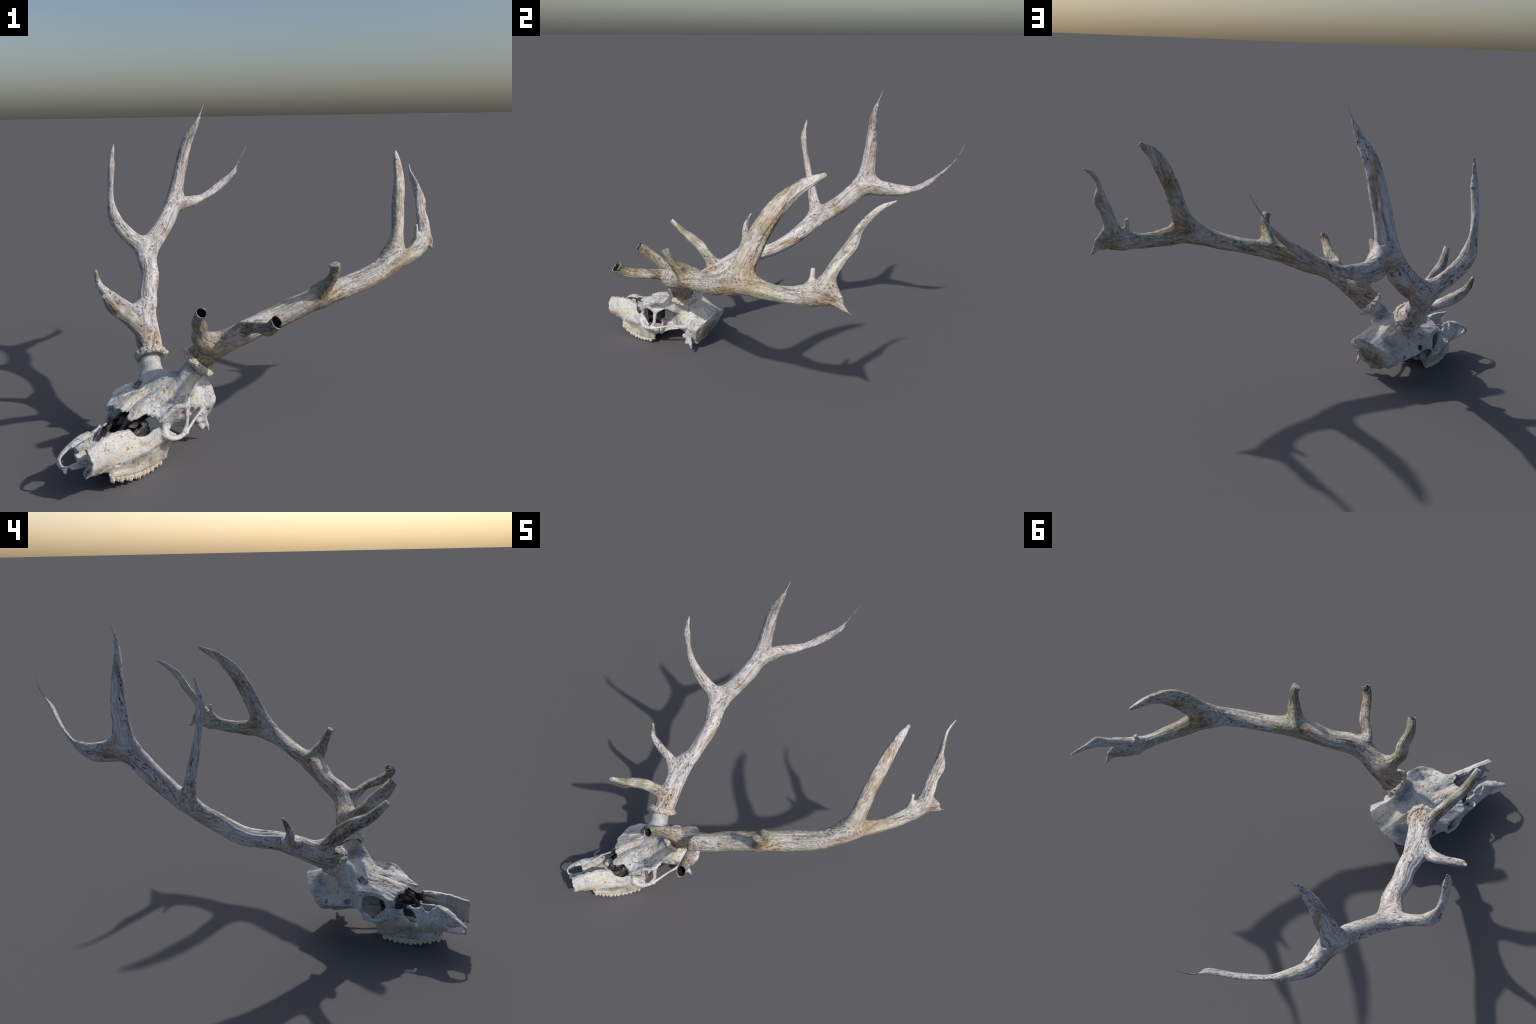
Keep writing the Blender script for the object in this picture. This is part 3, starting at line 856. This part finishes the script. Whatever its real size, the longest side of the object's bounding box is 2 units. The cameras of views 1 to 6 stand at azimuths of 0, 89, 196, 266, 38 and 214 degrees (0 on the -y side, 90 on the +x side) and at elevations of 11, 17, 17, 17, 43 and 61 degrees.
V.loft({-.24: [(.070, .262), (.105, .212), (.128, .182), (.141, .150)], -.18: [(.075, .280), (.108, .230), (.134, .196), (.160, .162)],
        -.13: [(.085, .286), (.118, .245), (.145, .212), (.174, .176)], -.08: [(.118, .280), (.142, .244), (.160, .212), (.176, .186)],
        -.03: [(.160, .268), (.172, .240), (.178, .210), (.179, .186)]}, ZYGOMA, thick=.006, k=.02, sides=(-1,))
V.blob((-.148, -.135, .205), (.010, .022, .010), ZYGOMA, k=.014, tilt=(30, 0))
V.blob((-.144, -.160, .206), (.008, .014, .008), ZYGOMA, k=.012, tilt=(-40, 0))
V.blob((-.168, -.100, .200), (.012, .014, .012), ZYGOMA, k=.012, carve=True)
V.blob((-.146, -.205, .170), (.008, .009, .008), ZYGOMA, k=.006, carve=True)
# upper jaw: side plates
JAW = {.435: [(.040, .212), (.058, .190), (.070, .165), (.067, .140), (.056, .118)],
       .38: [(.036, .224), (.058, .202), (.073, .170), (.071, .135), (.055, .108)],
       .335: [(.036, .233), (.060, .210), (.076, .170), (.075, .130), (.058, .090)],
       .305: [(.040, .233), (.062, .206), (.079, .165), (.079, .120), (.068, .088), (.062, .066)],
       .24: [(.050, .226), (.070, .202), (.089, .160), (.094, .120), (.088, .080), (.083, .052)],
       .205: [(.060, .213), (.078, .190), (.096, .150), (.100, .115), (.095, .080), (.091, .044)],
       .185: [(.086, .180), (.094, .168), (.104, .146), (.106, .115), (.098, .080), (.093, .040)],
       .14: [(.108, .180), (.116, .172), (.122, .156), (.119, .120), (.106, .080), (.099, .037)],
       .09: [(.138, .190), (.145, .180), (.145, .160), (.130, .125), (.112, .080), (.104, .036)],
       .03: [(.160, .142), (.150, .128), (.128, .085), (.114, .055), (.108, .036)]}
V.loft(JAW, MAXILLA, thick=.0055, k=.010, sides=(1,), ztop=lambda y: np.interp(y, [.19, .20, .21, .29, .34, .39, .44], [.5, .216, .210, .226, .222, .218, .208]), zrag=.004, ymax=lambda x, z: .424 - .10 * np.maximum(0, z - .19), ymin=lambda x, z: .035 + 0 * z, wob=.004, seed=2)
JAW_R = {.41: [(.084, .184), (.092, .172), (.095, .155), (.090, .132), (.066, .108)],
         .38: [(.070, .202), (.086, .186), (.095, .160), (.089, .130), (.060, .106)],
         .335: [(.055, .214), (.080, .198), (.097, .165), (.093, .128), (.062, .092)],
         .305: [(.048, .218), (.075, .202), (.100, .165), (.099, .125), (.074, .088), (.062, .066)],
         .24: [(.054, .216), (.082, .200), (.110, .160), (.114, .128), (.096, .085), (.083, .052)],
         .205: [(.062, .208), (.090, .190), (.120, .152), (.123, .120), (.104, .080), (.092, .044)],
         .14: [(.118, .182), (.130, .172), (.142, .152), (.138, .118), (.114, .080), (.100, .037)],
         .09: [(.145, .190), (.154, .180), (.156, .160), (.143, .125), (.117, .080), (.104, .036)],
         .03: [(.162, .142), (.152, .128), (.130, .085), (.116, .055), (.108, .036)]}
V.loft(JAW_R, MAXILLA, thick=.0045, k=.010, sides=(-1,), ztop=lambda y: np.interp(y, [.20, .215, .235, .262, .285, .31, .35, .41], [.5, .214, .206, .190, .204, .211, .202, .180]), zrag=.005, ymax=lambda x, z: np.where(z > .160, .352 + .055 * np.clip((.212 - z) / .045, 0, 1) * np.clip((z - .158) / .008, 0, 1), .352), ymin=lambda x, z: .035 + 0 * z, wob=.006, seed=7)
# hole in front of the orbit and the gap under the forehead
V.blob((.098, .155, .195), (.022, .038, .020), MAXILLA, k=.008, carve=True)
V.tube([(-.118, .165, .205, .022), (-.118, .190, .168, .020), (-.112, .222, .128, .011)], MAXILLA, k=.008, carve=True)
V.blob((-.078, .200, .215), (.025, .030, .022), MAXILLA, k=.006, carve=True)
V.loft({.09: [(.090, .195), (.088, .15), (.085, .11)], .14: [(.078, .185), (.080, .15), (.078, .11)], .20: [(.060, .195), (.068, .16), (.070, .11)]}, TURBINATE, thick=.004, k=.006, wob=.004, ymax=lambda x, z: .20 + 0 * z)
# jaw body behind the teeth and the tooth sockets
V.tube([(.060, .312, .068, .014, .012, 0), (.071, .270, .058, .016, .014, 0), (.081, .22, .048, .017, .014, 0), (.088, .16, .043, .017, .014, 0), (.094, .10, .044, .017, .014, 0), (.101, .050, .048, .014, .012, 0)],
       MAXILLA, k=.014, sides=(1, -1))
V.tube([(.085, .13, .085, .032, .028, 90), (.088, .08, .085, .036, .032, 90), (.090, .035, .085, .026, .022, 90)], MAXILLA, k=.02, sides=(1, -1))
# ridge that runs forward from the cheek, and the eye of the lower canal
V.tube([(.140, .09, .150, .012), (.116, .15, .126, .010), (.096, .21, .116, .008), (.082, .26, .112, .004)], MAXILLA, k=.02, sides=(1, -1))
V.blob((.064, .296, .104), (.010, .018, .014), MAXILLA, k=.006, sides=(1, -1))
V.blob((.083, .297, .106), (.008, .011, .0055), MAXILLA, k=.004, sides=(1, -1), carve=True)
# wall in front of the orbit
V.blob((.100, .098, .180), (.052, .007, .058), MAXILLA, k=.010, sides=(1, -1), tilt=(0, -14))
# palate and the ground of the skull
V.loft({.0: [(0, .090), (.045, .085), (.075, .07)], .15: [(0, .078), (.05, .072), (.075, .055)], .30: [(0, .080), (.035, .075), (.060, .060)], .37: [(0, .096), (.030, .098), (.055, .105)]},
       PALATE, thick=.005, k=.010, ymax=lambda x, z: .345 + .03 * np.cos(x * 70), wob=.006)
V.loft({-.09: [(.030, .12), (.032, .11), (.036, .104)], -.03: [(.032, .13), (.040, .105), (.046, .088)], .03: [(.036, .14), (.050, .09), (.066, .060)]}, CRANIUM, thick=.004, k=.01)
V.tube([(0, -.22, .070, .030, .020, 0), (0, -.13, .095, .024, .016, 0), (0, -.04, .115, .020, .014, 0)], CRANIUM, k=.02)

# right premaxilla: a thin loop of bone round a gap
V.tube([(-.062, .300, .212, .010, .0045, 0), (-.078, .345, .200, .014, .0045, 0), (-.091, .392, .177, .012, .0045, 0), (-.096, .425, .156, .010, .004, 0), (-.094, .438, .138, .012, .005, 0),
        (-.080, .432, .116, .010, .005, 0), (-.074, .395, .106, .008, .0045, 0), (-.070, .345, .108, .012, .005, 0), (-.066, .315, .112, .012, .005, 0)], PREMAX, k=.010)
V.tube([(-.070, .330, .165, .016, .0045, 90), (-.075, .348, .165, .020, .0045, 90), (-.080, .356, .160, .014, .004, 90)], PREMAX, k=.010)
V.tube([(-.056, .285, .208, .010, .004, 0), (-.064, .250, .208, .006, .004, 0), (-.078, .219, .213, .0022, .002, 0)], PREMAX, k=.006)
V.tube([(-.076, .425, .112, .010, .004, 0), (-.066, .432, .100, .008, .004, 0), (-.060, .436, .094, .003, .002, 0)], PREMAX, k=.008)
# left premaxilla: splinters under the snout
V.tube([(.058, .410, .120, .007, .004, 0), (.050, .424, .110, .004, .003, 0), (.043, .433, .101, .0022, .002, 0)], PREMAX, k=.006)
V.tube([(.045, .405, .140, .004), (.030, .420, .128, .003), (.028, .425, .110, .003), (.042, .420, .104, .003), (.052, .408, .114, .004)], PREMAX, k=.006)
V.tube([(.000, .33, .088, .014, .010, 0), (.004, .37, .098, .012, .008, 0), (.006, .395, .100, .010, .006, 0)], PREMAX, k=.008)
V.tube([(.030, .34, .085, .010, .006, 0), (.034, .38, .092, .008, .005, 0), (.044, .405, .108, .006, .004, 0)], PREMAX, k=.008)
V.tube([(-.050, .33, .094, .022, .005, 0), (-.058, .37, .098, .020, .005, 0), (-.066, .40, .102, .014, .005, 0)], PREMAX, k=.010)
# floor of the nose, heaped with broken turbinate
V.loft({.13: [(0, .135), (.05, .130), (.085, .135)], .22: [(0, .116), (.04, .112), (.075, .122)], .30: [(0, .104), (.035, .100), (.066, .112)], .38: [(0, .100), (.03, .098), (.058, .106)]},
       PALATE, thick=.006, k=.012, ymax=lambda x, z: .350 + .02 * np.cos(x * 90 + 1), wob=.012, seed=21)
V.tube([(.062, .215, .178, .010, .005, 90), (.064, .30, .172, .009, .005, 90), (.062, .39, .158, .007, .005, 90)], MAXILLA, k=.012)
V.tube([(.056, .213, .203, .010, .005, 0), (.044, .250, .212, .009, .005, 0), (.038, .290, .218, .005, .004, 0)], MAXILLA, k=.010)
V.tube([(-.052, .290, .200, .008, .005, 0), (-.058, .335, .199, .010, .005, 0), (-.074, .385, .182, .008, .004, 0)], MAXILLA, k=.010)
V.blob((-.050, .195, .150), (.022, .030, .020), PALATE, k=.012)
V.blob((.048, .225, .135), (.016, .028, .016), PALATE, k=.012)
# scrolls and septum inside the nose
V.loft({.05: [(.006, .25), (.004, .20), (.004, .12)], .14: [(.004, .225), (.004, .18), (.003, .10)], .22: [(.003, .16), (.003, .12), (.002, .085)]}, TURBINATE, thick=.0035, k=.006, wob=.006,
       ymax=lambda x, z: .21 - .25 * np.maximum(0, z - .12), seed=3)
for q, (cx, cz, r) in enumerate(((.030, .215, .020), (.052, .175, .022), (.028, .155, .018), (.065, .215, .016))):
    sec = lambda y, s: [(cx + r * s * math.cos(a), cz + (y - .05) * -.25 + r * s * math.sin(a)) for a in np.linspace(.4 + q, 5.2 + q, 8)]
    V.loft({.04: sec(.04, 1.0), .10: sec(.10, 1.1), .15: sec(.15, .9), .185: sec(.185, .6)}, TURBINATE, thick=.0032, k=.005,
           ymax=lambda x, z: .155 + .02 * np.sin(z * 160 + q), wob=.008, seed=11 + q)
V.blob((0, .05, .19), (.085, .035, .075), TURBINATE, k=.01)

# weathering: swellings, flaking forehead, pits
bandI = np.nonzero(np.abs(V.F) < .012)
bx, by, bz = (V.ax[i][bandI[i]] for i in range(3))
rough = .0012 * fbm(bx * 24, by * 24, bz * 24, 3, 31) + .0005 * fbm(bx * 120, by * 120, bz * 120, 2, 33)
flake = fbm(bx * 70 + 3, by * 36, bz * 60, 3, 35)
fore = np.clip((by + .075) / .04, 0, 1) * np.clip((bz - .222) / .02, 0, 1) * np.clip((.16 - np.abs(bx)) / .03, 0, 1)
rough = rough + fore * (.0056 * np.clip(flake, 0, .7) + .0010 * fbm(bx * 150, by * 110, bz * 150, 2, 41))
pit = fbm(bx * 105, by * 105, bz * 105, 2, 37)
rough = rough + .0050 * np.clip(pit - .85, 0, .4)
V.F[bandI] += rough.astype(np.float32)

net = Nets(V.lo, V.h)
net.add((0, 0, 0), V.F, V.L)
P, Q, L = net.finish()
P, Q, L = drop_islands(P, Q, L, 400)
P = relax(P, Q, 1, .35)
low_bone = P[:, 2].min()
P = to_world(P); Q = Q[:, ::-1]
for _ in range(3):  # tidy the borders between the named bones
    pass
face = np.sort(L[Q].astype(int), axis=1)[:, 1]
BONES = {CRANIUM: "cranium", FRONTAL: "frontal_bone", PEDICLE: "pedicle", MAXILLA: "maxilla", ZYGOMA: "zygomatic_arch", PREMAX: "premaxilla", PALATE: "palate", TURBINATE: "turbinate"}
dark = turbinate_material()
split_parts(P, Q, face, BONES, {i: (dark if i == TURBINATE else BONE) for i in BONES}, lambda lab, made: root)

# teeth: six on each side, two crescent lobes each
def tooth_mesh(seed, length, width, height):
    rng = np.random.default_rng(seed)
    h = .0016
    v = Volume((-width, -length, -height - .006), (width, length, .03), h)
    for sy in (-1, 1):
        y0 = sy * length * .26
        v.tube([(0, y0, .012, width * .42, length * .27, 90), (0, y0, -height * .35, width * .46, length * .28, 90), (width * .05, y0, -height * .8, width * .36, length * .24, 90)], 0, k=.003)
        v.tube([(width * .34, y0, -height * .4, .0035), (width * .36, y0 + rng.uniform(-.001, .001), -height * 1.0, .0024)], 0, k=.004)
        v.tube([(-width * .34, y0, -height * .4, .0035), (-width * .30, y0, -height * .9, .0024)], 0, k=.004)
        v.blob((width * .03, y0, -height * .95), (width * .16, length * .10, height * .30), 0, k=.003, carve=True)
    X, Y, Z = (v.ax[0][:, None, None], v.ax[1][None, :, None], v.ax[2][None, None, :])
    v.F = v.F + (.0007 * fbm(X * 160, Y * 160, Z * 160, 2, seed)).astype(np.float32)
    n = Nets(v.lo, h); n.add((0, 0, 0), v.F)
    p, q, l = n.finish()
    return mesh_from("tooth", p, q)

TOOTH = tooth_material()
ROW = [(.066, .303, .034, .036), (.077, .265, .022, .037), (.087, .224, .011, .040), (.093, .180, .005, .043), (.097, .133, .004, .044), (.101, .084, .010, .042)]
for k in range(6):
    x, y, z, ln = ROW[k]
    ahead, behind = np.array(ROW[max(k - 1, 0)][:2]), np.array(ROW[min(k + 1, 5)][:2])
    me = tooth_mesh(40 + k, ln * 1.12, .023, .023); me.materials.append(TOOTH)
    for side in (1, -1):
        ob = put("tooth", me, root)
        drop = 0 if side > 0 else -.004
        w = to_world((x * side, y, z + .0245 + drop))
        run = (ahead[0] - behind[0]) * side * EX + (ahead[1] - behind[1]) * EY
        yaw = math.atan2(run[1], run[0]) - math.pi / 2
        ob.location = w
        ob.rotation_euler = (0, 0, yaw + (math.pi if side > 0 else 0))
root.location = (.002, .004, 0)
